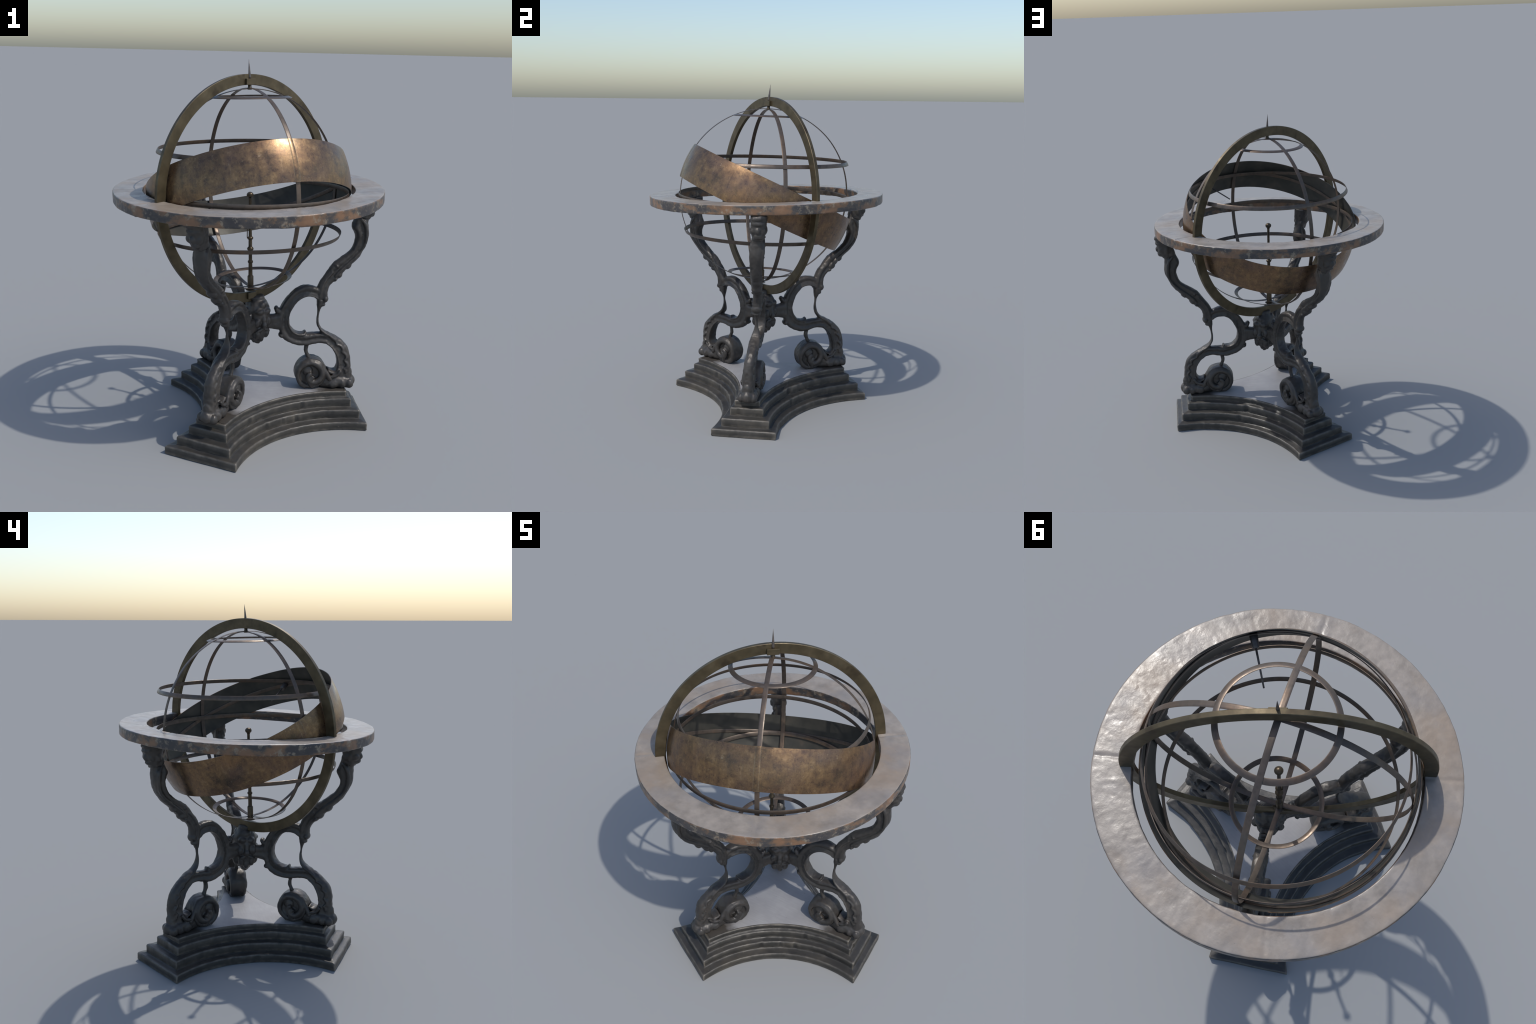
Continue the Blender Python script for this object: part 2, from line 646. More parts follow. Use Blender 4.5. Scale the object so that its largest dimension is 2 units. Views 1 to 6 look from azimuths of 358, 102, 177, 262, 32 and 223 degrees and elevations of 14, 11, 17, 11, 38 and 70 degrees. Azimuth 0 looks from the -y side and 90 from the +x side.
def build_step(name, layers, mat, parent, wob=0.0029, seed=1):
    """layers: (z, end inset, arc inset) from bottom to top."""
    vs, fs = [], []
    n = None
    for z, ei, ai in layers:
        o = base_outline(ei, ai)
        n = len(o)
        for p in o:
            k = noise.noise(Vector((p.x * 9 + seed, p.y * 9, z * 14)))
            k2 = noise.noise(Vector((p.x * 30 + seed, p.y * 30, z * 5)))
            dz = (k * 0.6 + k2 * 0.5) * wob if z > 0.003 else 0
            ctr = Vector((0.05, 0.01))
            chip = max(0.0, noise.noise(Vector((p.x * 22 + seed * 3, p.y * 22, 4.0))) - 0.28) * 0.016 * (wob > 0)
            chip *= 1.0 if z > 0.02 else 0.3
            dirp = (p - ctr).normalized() * (k * wob - chip)
            vs.append((p.x + dirp.x, p.y + dirp.y, z + dz))
    for l in range(len(layers) - 1):
        for i in range(n):
            j = (i + 1) % n
            fs.append((l * n + i, l * n + j, (l + 1) * n + j, (l + 1) * n + i))
    fs.append([i for i in range(n)][::-1])
    L = len(layers) - 1
    fs.append([L * n + i for i in range(n)])
    me = bpy.data.meshes.new(name)
    me.from_pydata(vs, [], fs)
    me.update()
    bm = bmesh.new()
    bm.from_mesh(me)
    bmesh.ops.triangulate(bm, faces=[f for f in bm.faces if len(f.verts) > 4])
    bmesh.ops.recalc_face_normals(bm, faces=bm.faces)
    bm.to_mesh(me)
    bm.free()
    sharp_by_angle(me, 50)
    return add_obj(name, me, mat, parent)


base = bpy.data.objects.new("stepped_base", None)
COL.objects.link(base)
base.parent = root

# every step: plinth face, rounded nosing, gently sloping tread, little fillet
STEPS = [(0.000, 0.050, 0.000, 0.000, 0.031, 0.050),
         (0.048, 0.103, 0.031, 0.050, 0.074, 0.088),
         (0.101, 0.156, 0.074, 0.088, 0.098, 0.111)]
for i, (z0, z1, e0, a0, e1, a1) in enumerate(STEPS):
    nose = z1 - 0.006
    lay = [(z0, e0 + 0.002, a0 + 0.002), (z0 + 0.004, e0, a0), (z0 + 0.018, e0 + 0.0006, a0 + 0.0006),
           (nose - 0.010, e0, a0),
           (nose - 0.004, e0 + 0.0015, a0 + 0.0015), (nose - 0.001, e0 + 0.0045, a0 + 0.0045),
           (nose + 0.0002, e0 + 0.009, a0 + 0.009),
           (nose + 0.002, e1 - 0.009, a1 - 0.009), (nose + 0.005, e1 - 0.002, a1 - 0.002),
           (z1 + 0.003, e1 + 0.003, a1 + 0.003), (z1 + 0.003, e1 + 0.03, a1 + 0.03)]
    build_step("step", lay, M_STEP, base, seed=i * 5 + 1)
build_step("step", [(0.152, 0.100, 0.113), (0.158, 0.0985, 0.1115), (0.168, 0.100, 0.113), (0.180, 0.0985, 0.1115),
                    (0.1845, 0.100, 0.113), (0.1863, 0.104, 0.117), (0.1863, 0.110, 0.123), (0.180, 0.130, 0.140)],
           M_STEP_TOP, base, wob=0.0014, seed=31)
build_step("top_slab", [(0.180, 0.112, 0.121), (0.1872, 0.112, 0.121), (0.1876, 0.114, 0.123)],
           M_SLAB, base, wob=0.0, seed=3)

# --------------------------------------------------------------------- legs
HUB = Vector((0.060, 0.006, 0))


def leg_body():
    p = Pile()
    # S-shaped upper arm, from under the ring down to the crotch and thin stem
    p.bar([(0.590, 1.215, 0.038, 0.034), (0.575, 1.160, 0.040, 0.033), (0.569, 1.120, 0.046, 0.041),
           (0.579, 1.071, 0.038, 0.040), (0.573, 1.029, 0.034, 0.036), (0.551, 0.975, 0.033, 0.034),
           (0.513, 0.936, 0.033, 0.033), (0.471, 0.899, 0.038, 0.032), (0.444, 0.875, 0.041, 0.031),
           (0.407, 0.832, 0.036, 0.030), (0.378, 0.796, 0.033, 0.029), (0.363, 0.755, 0.033, 0.030),
           (0.362, 0.712, 0.030, 0.030), (0.352, 0.684, 0.023, 0.025)], groove=0.32, power=2.4)
    p.bar([(0.354, 0.700, 0.024, 0.026), (0.350, 0.670, 0.019, 0.021), (0.347, 0.644, 0.010, 0.011),
           (0.344, 0.618, 0.0066, 0.0075), (0.341, 0.584, 0.0085, 0.014), (0.348, 0.547, 0.010, 0.024),
           (0.372, 0.517, 0.012, 0.031), (0.408, 0.495, 0.014, 0.034), (0.445, 0.465, 0.016, 0.035)], power=2.1)
    # leaf wraps that break the outline of the arm
    p.blob((0.437, 0, 0.893), (0.020, 0.034, 0.014), Matrix.Rotation(R(40), 3, 'Y'))
    p.blob((0.505, 0, 0.890), (0.024, 0.030, 0.014), Matrix.Rotation(R(-50), 3, 'Y'))
    p.blob((0.452, 0, 0.842), (0.026, 0.032, 0.020), Matrix.Rotation(R(-40), 3, 'Y'))
    p.blob((0.432, 0, 0.818), (0.018, 0.034, 0.012), Matrix.Rotation(R(-50), 3, 'Y'))
    p.blob((0.378, 0, 0.706), (0.020, 0.033, 0.022))
    p.blob((0.366, 0, 0.674), (0.016, 0.024, 0.012))
    p.blob((0.538, 0, 1.118), (0.018, 0.034, 0.030))
    for sgn in (1, -1):
        p.tube([(0.560, sgn * 0.028, 1.165, 0.008), (0.590, sgn * 0.034, 1.120, 0.010), (0.597, sgn * 0.032, 1.06, 0.009),
                (0.585, sgn * 0.028, 1.00, 0.008), (0.540, sgn * 0.026, 0.945, 0.008), (0.495, sgn * 0.025, 0.905, 0.008),
                (0.450, sgn * 0.024, 0.862, 0.009), (0.430, sgn * 0.023, 0.835, 0.008)])
        p.tube([(0.415, sgn * 0.023, 0.862, 0.008), (0.380, sgn * 0.022, 0.820, 0.008), (0.357, sgn * 0.022, 0.775, 0.008),
                (0.350, sgn * 0.021, 0.735, 0.007)])
    # great C-scroll
    p.bar([(0.345, 0.728, 0.030, 0.027), (0.318, 0.745, 0.032, 0.028), (0.272, 0.753, 0.033, 0.030),
           (0.226, 0.740, 0.030, 0.030), (0.186, 0.703, 0.0295, 0.030), (0.158, 0.655, 0.032, 0.030),
           (0.144, 0.606, 0.032, 0.031), (0.149, 0.552, 0.033, 0.031), (0.169, 0.508, 0.037, 0.031),
           (0.199, 0.486, 0.038, 0.031), (0.238, 0.472, 0.037, 0.031), (0.276, 0.470, 0.035, 0.033),
           (0.312, 0.476, 0.033, 0.032), (0.353, 0.480, 0.031, 0.032), (0.396, 0.476, 0.033, 0.033)],
          groove=0.36, power=3.0)
    # raised lips of the C-scroll
    p.bar([(0.336, 0.706, 0.008, 0.027), (0.312, 0.722, 0.008, 0.029), (0.276, 0.728, 0.008, 0.031),
           (0.238, 0.718, 0.008, 0.032), (0.204, 0.686, 0.008, 0.032), (0.180, 0.640, 0.008, 0.032),
           (0.170, 0.595, 0.008, 0.033), (0.176, 0.556, 0.008, 0.033), (0.200, 0.520, 0.009, 0.033),
           (0.232, 0.505, 0.009, 0.033), (0.258, 0.503, 0.010, 0.032), (0.270, 0.508, 0.008, 0.026)], power=2.2)
    p.blob((0.271, 0, 0.512), (0.008, 0.024, 0.010))
    p.blob((0.105, 0, 0.652), (0.013, 0.024, 0.015))
    p.blob((0.118, 0, 0.640), (0.022, 0.028, 0.016))
    p.blob((0.134, 0, 0.497), (0.018, 0.030, 0.014), Matrix.Rotation(R(35), 3, 'Y'))
    # neck that ties the scroll to the hub
    p.bar([(0.020, 0.578, 0.043, 0.034), (0.070, 0.578, 0.042, 0.031), (0.100, 0.578, 0.046, 0.031),
           (0.135, 0.578, 0.055, 0.032)], groove=0.15)
    # lower loop down to the foot
    p.bar([(0.330, 0.478, 0.031, 0.029), (0.396, 0.476, 0.034, 0.029), (0.445, 0.449, 0.036, 0.029),
           (0.480, 0.407, 0.041, 0.030), (0.498, 0.358, 0.040, 0.032), (0.501, 0.318, 0.039, 0.034),
           (0.500, 0.275, 0.042, 0.038), (0.500, 0.230, 0.050, 0.043)], groove=0.24, power=2.6)
    p.bar([(0.395, 0.452, 0.008, 0.031), (0.428, 0.423, 0.008, 0.032), (0.453, 0.385, 0.009, 0.033),
           (0.466, 0.340, 0.009, 0.035), (0.466, 0.305, 0.009, 0.037), (0.450, 0.280, 0.010, 0.040),
           (0.425, 0.279, 0.011, 0.040), (0.405, 0.290, 0.012, 0.038)], power=2.2)
    # wavy leaf edge carved along the loop
    loop = catmull([(0.425, 0.470), (0.465, 0.438), (0.492, 0.400), (0.505, 0.356), (0.508, 0.312), (0.500, 0.280)], 10)
    for sgn in (1, -1):
        p.tube([(q[0] + 0.007 * math.sin(i * 0.55), sgn * (0.0255 + 0.007 * i / 50), q[1] + 0.004 * math.cos(i * 0.55), 0.0065)
                for i, q in enumerate(loop)], per=2)
    # link between loop and volute
    p.tube([(0.288, 0, 0.452, 0.015), (0.281, 0, 0.430, 0.0125), (0.279, 0, 0.405, 0.012), (0.286, 0, 0.384, 0.010),
            (0.294, 0, 0.366, 0.012), (0.300, 0, 0.345, 0.014)])
    # foot: heel, toe and acanthus knuckles
    p.bar([(0.360, 0.222, 0.034, 0.034), (0.410, 0.224, 0.040, 0.046), (0.460, 0.222, 0.038, 0.050),
           (0.510, 0.219, 0.036, 0.051), (0.540, 0.216, 0.030, 0.046), (0.552, 0.215, 0.020, 0.034)], power=2.8)
    p.blob((0.540, 0, 0.222), (0.031, 0.036, 0.036))
    p.blob((0.536, 0, 0.262), (0.016, 0.026, 0.036))
    for sgn in (1, -1):
        p.blob((0.530, sgn * 0.038, 0.215), (0.026, 0.022, 0.028))
        p.blob((0.490, sgn * 0.040, 0.216), (0.022, 0.018, 0.028))
        p.blob((0.440, sgn * 0.042, 0.216), (0.030, 0.015, 0.026))
        p.tube([(0.40, sgn * 0.040, 0.250, 0.012), (0.425, sgn * 0.044, 0.258, 0.010), (0.455, sgn * 0.044, 0.268, 0.009),
                (0.478, sgn * 0.044, 0.295, 0.008)])
    return remesh(p.v, p.f, 0.0040, 7)


def head_body():
    """grotesque head under the ring, looking outwards."""
    p = Pile()
    p.bar([(0.604, 1.305, 0.056, 0.045), (0.602, 1.270, 0.056, 0.046), (0.600, 1.225, 0.050, 0.043),
           (0.596, 1.190, 0.041, 0.037), (0.586, 1.160, 0.035, 0.033)], power=2.8)
    p.blob((0.638, 0, 1.218), (0.022, 0.018, 0.026), Matrix.Rotation(R(-20), 3, 'Y'))   # nose
    p.blob((0.636, 0, 1.256), (0.026, 0.042, 0.020))                     # brow
    p.blob((0.624, 0, 1.184), (0.026, 0.028, 0.022))                     # chin
    p.blob((0.634, 0, 1.285), (0.032, 0.044, 0.022))
    for s in (1, -1):
        p.blob((0.624, s * 0.024, 1.214), (0.024, 0.020, 0.028))         # cheeks
        p.blob((0.592, s * 0.034, 1.215), (0.024, 0.016, 0.030))         # ears
        p.blob((0.570, s * 0.020, 1.190), (0.024, 0.018, 0.036))
    return remesh(p.v, p.f, 0.0045, 6)


def volute_body():
    """fat snail-shell disc at the foot, axis across the leg."""
    p = Pile()
    cx, cz, rad = 0.309, 0.2775, 0.090
    prof = [(0.0, -0.034), (0.050, -0.034), (0.064, -0.038), (0.070, -0.046), (0.080, -0.049), (0.087, -0.044),
            (rad, -0.034), (rad + 0.001, 0.0), (rad, 0.034), (0.087, 0.044), (0.080, 0.049), (0.070, 0.046),
            (0.064, 0.038), (0.050, 0.034), (0.0, 0.034)]
    seg = 64
    vs, fs = [], []
    n = len(prof)
    for i in range(seg):
        a = 2 * math.pi * i / seg
        for r_, t_ in prof:
            vs.append((cx + r_ * math.cos(a), t_, cz + r_ * math.sin(a)))
    for i in range(seg):
        j = (i + 1) % seg
        for k in range(n - 1):
            fs.append((i * n + k, i * n + k + 1, j * n + k + 1, j * n + k))
    p.add(vs, fs)
    for s in (1, -1):
        # spiral ridge running in from the rim and rising to the eye
        pts = []
        for k in range(22):
            u = k / 21
            a = R(250) - u * R(480)
            rr = 0.070 * (1 - u) ** 0.8 + 0.016
            pts.append((cx + 0.010 * u + rr * math.cos(a), s * (0.036 + 0.018 * u), cz - 0.008 * u + rr * math.sin(a),
                        0.012 + 0.006 * math.sin(math.pi * u)))
        p.tube(pts, per=3)
        # leaf that drapes out of the eye
        p.tube([(cx + 0.012, s * 0.050, cz - 0.012, 0.012), (cx - 0.004, s * 0.052, cz - 0.035, 0.013),
                (cx - 0.002, s * 0.048, cz - 0.060, 0.014), (cx + 0.008, s * 0.042, cz - 0.082, 0.012)])
        p.blob((cx - 0.02, s * 0.034, cz + 0.018), (0.030, 0.016, 0.030))
        # strap leading into the foot
        p.tube([(cx + 0.070, s * 0.036, cz + 0.030, 0.014), (cx + 0.095, s * 0.040, cz - 0.010, 0.014),
                (cx + 0.110, s * 0.040, cz - 0.040, 0.014)])
    return remesh(p.v, p.f, 0.0036, 3)


# per leg: azimuth, radial shift and vertical shift against height
LEGS = [
    dict(az=[(0, 2.2), (0.28, 2.4), (0.37, 2.7), (0.42, 3.2), (0.47, 3.8), (0.52, 4.4), (0.56, 4.9), (0.65, 5.4), (0.78, 6.5),
             (0.9, 7.2), (1.2, 9), (1.4, 9.5)],
         dr=[(0, 0), (2, 0)], dz=[(0, 0), (1.15, 0), (1.3, -0.007), (2, -0.007)]),
    dict(az=[(0, 121.0), (0.3, 121.5), (0.5, 121.5), (0.62, 123.2), (0.8, 123.2), (1.2, 123.8), (2, 123.8)],
         dr=[(0, 0.006), (0.6, 0.012), (0.85, 0.012), (0.9, 0.013), (1.03, 0.029), (1.15, 0.040), (1.3, 0.044)],
         dz=[(0, 0), (0.2, 0), (0.37, 0.004), (0.61, 0.013), (0.78, 0.020), (0.9, 0.012), (1.15, 0.002), (1.3, -0.015)]),
    dict(az=[(0, -120.0), (0.37, -119.6), (0.62, -119.2), (0.8, -119.6), (0.9, -119.2), (1.08, -118.6), (1.2, -119.5),
             (1.3, -120.0)],
         dr=[(0, 0), (0.6, 0.006), (0.85, 0.008), (0.9, 0.008), (1.03, 0.024), (1.15, 0.034), (1.3, 0.038)],
         dz=[(0, 0), (0.2, 0), (0.37, -0.002), (0.61, -0.004), (0.78, -0.008), (0.89, -0.016), (1.15, -0.026), (1.3, -0.040)]),
]


def place_leg_mesh(src, leg, name):
    me = src.copy()
    me.name = name
    n = len(me.vertices)
    co = np.empty(n * 3)
    me.vertices.foreach_get("co", co)
    co = co.reshape(-1, 3)
    z = co[:, 2]
    az = np.radians(np.interp(z, *zip(*leg["az"])))
    r_ = co[:, 0] + np.interp(z, *zip(*leg["dr"]))
    zz = z + np.interp(z, *zip(*leg["dz"]))
    t = co[:, 1]
    out = np.stack([HUB.x + r_ * np.cos(az) - t * np.sin(az), HUB.y + r_ * np.sin(az) + t * np.cos(az), zz], 1)
    me.vertices.foreach_set("co", out.ravel())
    me.update()
    return me


def build_legs():
    body, head, vol = leg_body(), head_body(), volute_body()
    for k, leg in enumerate(LEGS):
        me = place_leg_mesh(body, leg, "scroll_leg")
        noise_displace(me, [(0.085, 0.0040), (0.030, 0.0018), (0.017, 0.0014), (0.009, 0.0005)], 3.0 + k,
                       mask=lambda p: min(1.0, max(0.15, (math.hypot(p[0] - HUB.x, p[1] - HUB.y) - 0.0) / 0.1))
                       * (0.35 if 0.54 < p[2] < 0.66 and math.hypot(p[0] - HUB.x, p[1] - HUB.y) > 0.3 else 1.0))
        ob = add_obj("scroll_leg", me, M_BRONZE, root)
        hm = place_leg_mesh(head, leg, "carved_head")
        noise_displace(hm, [(0.040, 0.005), (0.015, 0.0018)], 11.0 + k)
        add_obj("carved_head", hm, M_BRONZE, ob)
        vm = place_leg_mesh(vol, leg, "volute")
        noise_displace(vm, [(0.05, 0.003), (0.018, 0.0015)], 21.0 + k)
        add_obj("volute", vm, M_BRONZE, ob)


build_legs()

# ---------------------------------------------------------------------- hub
def build_hub():
    p = Pile()
    prof = [(0.030, 0.735), (0.036, 0.728), (0.040, 0.715), (0.052, 0.700), (0.062, 0.680), (0.068, 0.655),
            (0.070, 0.625), (0.066, 0.590), (0.062, 0.555), (0.056, 0.520), (0.046, 0.495), (0.030, 0.475),
            (0.012, 0.458), (0.004, 0.450)]
    vs, fs = lathe(prof, (0, 0, 1), (0.058, 0.006, 0), 48)
    p.add(vs, fs)
    for az in (62, 182, -58):
        Rz = Matrix.Rotation(R(az), 3, 'Z')
        o = Vector((0.058, 0.006, 0))

        def P(r_, t_, z_):
            return o + Rz @ Vector((r_, t_, z_))

        def blob(r_, t_, z_, rad, tilt=0):
            p.blob(P(r_, t_, z_), rad, Rz @ Matrix.Rotation(R(tilt), 3, 'Y'))
        blob(0.060, 0, 0.606, (0.020, 0.018, 0.048), -12)      # nose
        blob(0.070, 0, 0.578, (0.020, 0.020, 0.020))           # nose tip
        for s in (1, -1):
            blob(0.054, s * 0.022, 0.652, (0.024, 0.026, 0.020), -10)   # brow
            blob(0.050, s * 0.036, 0.590, (0.022, 0.022, 0.030))        # cheek
            blob(0.042, s * 0.030, 0.525, (0.024, 0.020, 0.034))        # beard locks
            p.tube([P(0.060, s * 0.006, 0.553)[:] + (0.011,), P(0.058, s * 0.028, 0.545)[:] + (0.010,),
                    P(0.050, s * 0.046, 0.530)[:] + (0.008,)])
        blob(0.034, 0, 0.505, (0.024, 0.020, 0.036))
        blob(0.016, 0, 0.478, (0.014, 0.013, 0.026))
        blob(0.042, 0, 0.685, (0.026, 0.030, 0.026))
    p.blob((0.045, 0.0, 0.722), (0.036, 0.036, 0.014))
    me = remesh(p.v, p.f, 0.0040, 7)
    noise_displace(me, [(0.04, 0.004), (0.016, 0.0014)], 41.0)
    add_obj("mask_hub", me, M_BRONZE, root)


build_hub()

# ------------------------------------------------------------- horizon ring
H_C = Vector((-0.0022, 0.0007, 1.3380))
H_N = Vector((-0.0185, -0.0240, 1))
MER_AZ = 40.8


def build_horizon():
    ri, ro, th = 0.563, 0.7185, 0.0565
    sec = []
    b = 0.0065
    # rounded rectangle, counter-clockwise, finely divided on the flat top
    for t in np.linspace(0, 1, 15):
        sec.append((ri + b + (ro - ri - 2 * b) * t, 0.0))
    for a in np.linspace(70, 0, 4):
        sec.append((ro - b + b * math.cos(R(a)), -b + b * math.sin(R(a))))
    for t in np.linspace(0.15, 0.85, 6):
        sec.append((ro, -b - (th - 2 * b) * t))
    for a in np.linspace(0, -90, 4):
        sec.append((ro - b + b * math.cos(R(a)), -th + b + b * math.sin(R(a))))
    for t in np.linspace(0.1, 0.9, 5):
        sec.append((ro - b - (ro - ri - 2 * b) * t, -th))
    for a in np.linspace(270, 180, 4):
        sec.append((ri + b + b * math.cos(R(a)), -th + b + b * math.sin(R(a))))
    for a in np.linspace(180, 90, 5)[:-1]:
        sec.append((ri + b + b * math.cos(R(a)), -b + b * math.sin(R(a))))
    vs, fs = ring_sweep(H_C, H_N, sec, 720)
    me = mesh_from("horizon_ring", vs, fs)
    noise_displace(me, [(0.30, 0.0032), (0.06, 0.0014), (0.022, 0.0008)], 5.0)
    # butt joints of the ring segments: shallow radial creases
    n = len(me.vertices)
    co = np.empty(n * 3)
    me.vertices.foreach_get("co", co)
    co = co.reshape(-1, 3)
    ang = np.degrees(np.arctan2(co[:, 1] - H_C.y, co[:, 0] - H_C.x))
    for j, dep in ((38, 0.0030), (128, 0.0016), (-141, 0.0022), (-64, 0.0012)):
        d = (ang - j + 180) % 360 - 180
        co[:, 2] -= dep * np.exp(-(d / 0.7) ** 2)
    me.vertices.foreach_set("co", co.ravel())
    me.update()
    add_obj("horizon_ring", me, M_HORIZON, root)


build_horizon()

# ------------------------------------------------------------ meridian ring
MER_C = Vector((-0.0016, -0.0010, 1.3152))
MER_N = Vector((-math.sin(R(MER_AZ)), math.cos(R(MER_AZ)), -0.038)).normalized()


def build_meridian():
    ri, ro, h, c = 0.5550, 0.6105, 0.0105, 0.002
    sec = [(ri + c, -h), (ro - c, -h), (ro, -h + c), (ro, h - c), (ro - c, h), (ri + c, h), (ri, h - c), (ri, -h + c)]
    vs, fs = ring_sweep(MER_C, MER_N, sec, 400)
    me = mesh_from("meridian_ring", vs, fs)
    sharp_by_angle(me, 30)
    add_obj("meridian_ring", me, M_BRASS, root)


build_meridian()

# ------------------------------------------------------------- sphere cage
AX = Vector((-0.0232, 0.0272, 1)).normalized()
S_C = Vector((0.0040, -0.0072, 1.3150))
S_R = 0.5385


def axis_at(z):
    t = (z - S_C.z) / AX.z
    return S_C + AX * t


cage = bpy.data.objects.new("sphere_cage", None)
COL.objects.link(cage)
cage.parent = root


def band_object(name, c, axis, sec, mat, parent, segs=288, wob=0.0012, seed=0.0):
    vs, fs = ring_sweep(c, axis, sec, segs)
    out = []
    for v in vs:
        k = noise.noise(Vector(v) * 5 + Vector((seed, 0, 0)))
        out.append(v + (v - c).normalized() * k * wob)
    me = mesh_from(name, out, fs)
    sharp_by_angle(me, 40)
    return add_obj(name, me, mat, parent)


def lat_ring(name, c, axis, rad_plane, z_off, hw, thick, seed):
    rad = math.hypot(rad_plane, z_off)
    lat = math.atan2(z_off, rad_plane)
    return band_object(name, c, axis, latitude_section(rad, lat, hw, thick), M_STRIP, cage, seed=seed)


# each hoop sits where it was riveted, a few millimetres out of true:
# (name, centre of the hoop, axis, hoop radius, height above the sphere centre)
HOOPS = [("polar_ring", (-0.0074, 0.0067, 1.8113), (-0.0236, 0.0246, 1), 0.2096, 0.496),
         ("tropic_ring", (-0.0020, 0.0112, 1.5368), (-0.0150, 0.0130, 1), 0.4900, 0.222),
         ("equator_ring", (0.0006, -0.0150, 1.3185), (-0.0060, 0.0250, 1), 0.5285, 0.0),
         ("tropic_ring", (0.0045, -0.0175, 1.0925), (-0.0220, 0.0232, 1), 0.4890, -0.222),
         ("polar_ring", (0.0273, -0.0160, 0.8353), (-0.0765, 0.0060, 1), 0.2033, -0.480)]
for k, (nm, c, ax, rp, zo) in enumerate(HOOPS):
    ax = Vector(ax).normalized()
    lat_ring(nm, Vector(c) - ax * zo, ax, rp, zo, 0.0122, 0.004, k + 1)

# two colures through the poles: azimuth, lean, radius, centre shift
for k, (az, lean, rad, sh) in enumerate(((24.9, -0.042, 0.5310, (0.0020, -0.0020, 0.0070)),
                                         (114.8, -0.0109, 0.5330, (-0.0040, 0.0022, 0.0080)))):
    nrm = Vector((-math.sin(R(az)), math.cos(R(az)), lean)).normalized()
    band_object("colure_ring", S_C + Vector(sh), nrm, sphere_band_section(rad, 0.0120, 0.004), M_STRIP, cage,
                seed=9 + k)

# --------------------------------------------------------------- zodiac band

def build_zodiac():
    rad, hw, th = 0.5448, 0.1075, 0.003
    la = math.asin(hw / rad)
    sec = []
    for t in np.linspace(-1, 1, 19):
        sec.append((rad * math.cos(la * t), rad * math.sin(la * t)))
    nout = len(sec)
    for t in np.linspace(1, -1, 19):
        sec.append(((rad - th) * math.cos(la * t), (rad - th) * math.sin(la * t)))
    vs, fs = ring_sweep((0, 0, 0), (0, 0, 1), sec, 360)
    out = []
    for v in vs:
        k = noise.noise(Vector(v) * 4) * 0.0022 + noise.noise(Vector(v) * 14) * 0.0008
        ez = noise.noise(Vector((v.x * 3, v.y * 3, 9 + v.z * 2))) * 0.003
        w = v + v.normalized() * k
        w.z += ez
        out.append(w)
    me = mesh_from("zodiac_band", out, fs)
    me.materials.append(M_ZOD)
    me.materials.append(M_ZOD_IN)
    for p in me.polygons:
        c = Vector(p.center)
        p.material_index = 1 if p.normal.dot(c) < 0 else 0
    sharp_by_angle(me, 40)
    ob = add_obj("zodiac_band", me, None, root)
    ob.matrix_world = Matrix.Translation(Z_C) @ frame(Z_N).to_4x4()
    # rib riveted along the middle of the inside
    vs, fs = ring_sweep((0, 0, 0), (0, 0, 1), sphere_band_section(rad - th + 0.0005, 0.011, 0.006), 288)
    rm = mesh_from("ecliptic_rib", vs, fs)
    sharp_by_angle(rm, 40)
    add_obj("ecliptic_rib", rm, M_STRIP, ob)
    # strap of the front colure laid over the outside of the band
    F = frame(Z_N).transposed()
    az = R(-65.2)
    nrm = F @ Vector((math.cos(az), math.sin(az), 0)).cross(AX).normalized()
    p0 = Vector((math.cos(STRAP_ANGLES[0]), math.sin(STRAP_ANGLES[0]), 0))
    up = nrm.cross(p0)
    up = up if up.z > 0 else -up
    tmax = math.asin(min(0.999, (hw + 0.001) / rad / up.z))
    vs, fs = [], []
    for lay, rr in ((0, rad + 0.0014), (1, rad - 0.001)):
        for i in range(25):
            t = tmax * (i / 12 - 1)
            d = p0 * math.cos(t) + up * math.sin(t)
            for w in (-0.0135, -0.012, 0, 0.012, 0.0135):
                q = rr - (0.0007 if abs(w) > 0.0125 and lay == 0 else 0)
                vs.append((d * math.cos(w / rad) + nrm * math.sin(w / rad)) * q)
    for lay in (0, 1):
        for i in range(24):
            for k in range(4):
                b = lay * 125 + i * 5 + k
                fs.append((b, b + 1, b + 6, b + 5))
    for i in range(24):
        for k in (0, 4):
            fs.append((i * 5 + k, (i + 1) * 5 + k, 125 + (i + 1) * 5 + k, 125 + i * 5 + k))
    for i in (0, 24):
        for k in range(4):
            fs.append((i * 5 + k, i * 5 + k + 1, 125 + i * 5 + k + 1, 125 + i * 5 + k))
    sm = mesh_from("cross_strap", vs, fs)
    sharp_by_angle(sm, 40)
    add_obj("cross_strap", sm, M_ZOD, ob)
    return ob


build_zodiac()

# pointer fixed to the inside of the zodiac band
ptr_dir = (Vector((0.361, -0.268, 1.504)) - Z_C).normalized()


def build_pointer():
    vs, fs = lathe([(0.0036, 0.325), (0.0042, 0.42), (0.0045, 0.492)], ptr_dir, Z_C, 12)
    needle = add_obj("pointer_needle", mesh_from("pointer_needle", vs, fs), M_IRON, root)
    vs, fs = lathe([(0.010, 0.480), (0.014, 0.484), (0.016, 0.51), (0.017, 0.540)], ptr_dir, Z_C, 16)
    add_obj("pointer_block", mesh_from("pointer_block", vs, fs), M_IRON, needle)


build_pointer()

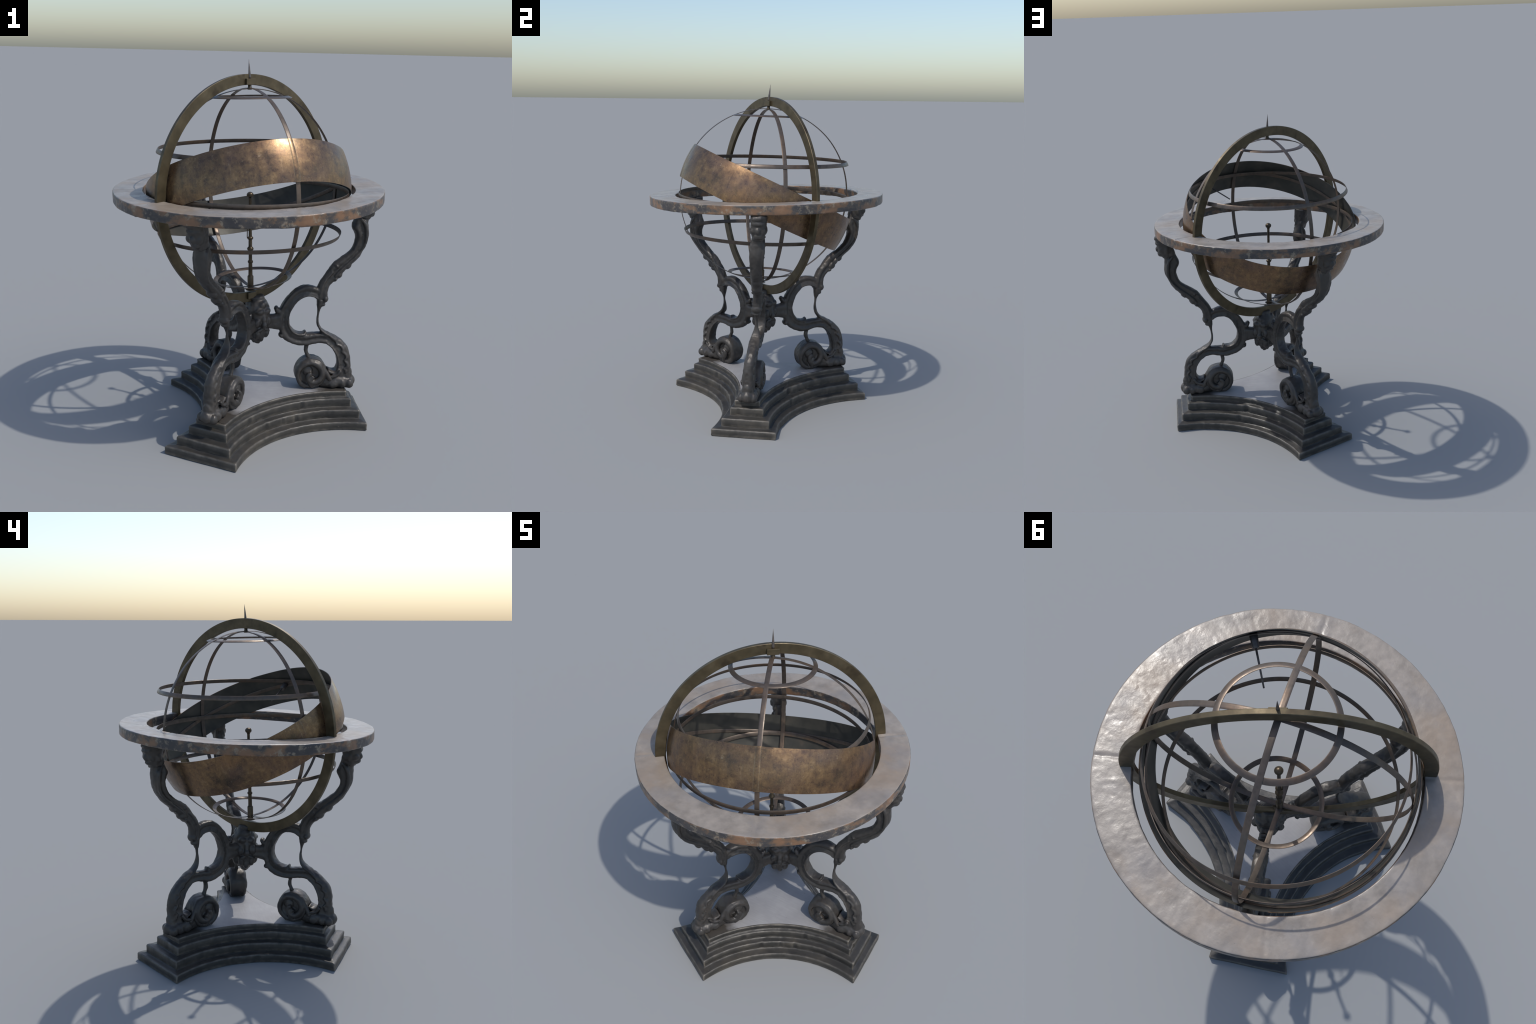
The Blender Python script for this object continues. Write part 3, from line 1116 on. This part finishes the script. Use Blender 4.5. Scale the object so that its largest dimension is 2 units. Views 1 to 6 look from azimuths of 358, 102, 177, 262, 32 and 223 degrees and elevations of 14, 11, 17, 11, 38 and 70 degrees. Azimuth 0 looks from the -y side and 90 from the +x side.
# ----------------------------------------------------------- axis and finials
def build_axis():
    ax0 = axis_at(0.0)
    base_p = axis_at(0.770)

    def prof(lst):
        return [(r_, z_ - 0.770) for r_, z_ in lst]
    shaft = prof([(0.026, 0.771), (0.026, 0.775), (0.0165, 0.777), (0.0165, 0.848), (0.0145, 0.852), (0.0115, 0.854),
                  (0.0105, 0.922), (0.0140, 0.925), (0.0148, 0.930), (0.0140, 0.935), (0.0098, 0.938),
                  (0.0095, 0.985), (0.0125, 0.992), (0.0172, 0.998), (0.0182, 1.003), (0.0150, 1.009), (0.0100, 1.014),
                  (0.0098, 1.052), (0.0150, 1.056), (0.0165, 1.062), (0.0140, 1.067), (0.0095, 1.070), (0.0085, 1.105),
                  (0.0078, 1.110), (0.0078, 1.275), (0.0100, 1.281)])
    vs, fs = lathe(shaft, AX, base_p, 28)
    me = mesh_from("axis_post", vs, fs)
    sharp_by_angle(me, 45)
    post = add_obj("axis_post", me, M_AXIS, root)
    vs, fs = lathe([(0.0187 * math.sin(a), -0.0165 * math.cos(a)) for a in np.linspace(0.02, math.pi - 0.02, 20)],
                   AX, axis_at(1.2965), 32)
    add_obj("ball_finial", mesh_from("ball_finial", vs, fs), M_AXIS, post)
    # little hooked wire beside the shaft
    p = Pile()
    o = axis_at(1.06)
    side = Vector((-0.94, -0.2, 0.0)).normalized()
    p.tube([tuple(o + side * 0.008) + (0.0028,), tuple(o + side * 0.016 + Vector((0, 0, 0.003))) + (0.0028,),
            tuple(o + side * 0.0175 + Vector((0, 0, 0.02))) + (0.0025,),
            tuple(o + side * 0.0175 + Vector((0, 0, 0.06))) + (0.0025,)])
    add_obj("hook_wire", mesh_from("hook_wire", p.v, p.f), M_AXIS, post)

    # clamp blocks on the meridian ring, top and bottom
    tang = MER_N.cross(Vector((0, 0, 1))).normalized()
    upv = tang.cross(MER_N).normalized()
    if upv.z < 0:
        upv = -upv
    Mx = Matrix((tang, MER_N, upv)).transposed().to_4x4()
    ptop = axis_at(1.886)
    south = -MER_N
    # distance of the axis from the ring's middle plane decides where the block sits
    off = (ptop - MER_C).dot(MER_N)
    ctop = ptop - MER_N * off + south * 0.016
    top = add_obj("clamp_block", rounded_box(0.064, 0.016, 0.032), M_BRASS, root, smooth=False)
    top.matrix_world = Matrix.Translation(ctop) @ Mx
    pb = axis_at(0.742)
    offb = (pb - MER_C).dot(MER_N)
    cb = pb - MER_N * offb + south * 0.016
    bot = add_obj("clamp_block", rounded_box(0.060, 0.016, 0.034), M_BRASS, root, smooth=False)
    bot.matrix_world = Matrix.Translation(cb) @ Mx

    tip = Vector((-0.0154, 0.0173, 2.0))
    foot = axis_at(1.900)
    d = tip - foot
    L = d.length
    vs, fs = lathe([(0.0075, 0), (0.0078, 0.012), (0.0062, 0.03), (0.0034, L * 0.65), (0.0004, L)], d, foot, 20)
    add_obj("spike_finial", mesh_from("spike_finial", vs, fs), M_IRON, root)
    pin0 = axis_at(1.846)
    vs, fs = lathe([(0.011, 0), (0.011, 0.012), (0.0095, 0.014), (0.0095, 0.04)], AX, pin0, 20)
    me = mesh_from("pivot_pin", vs, fs)
    sharp_by_angle(me, 45)
    add_obj("pivot_pin", me, M_AXIS, root)


build_axis()

bpy.context.view_layer.update()
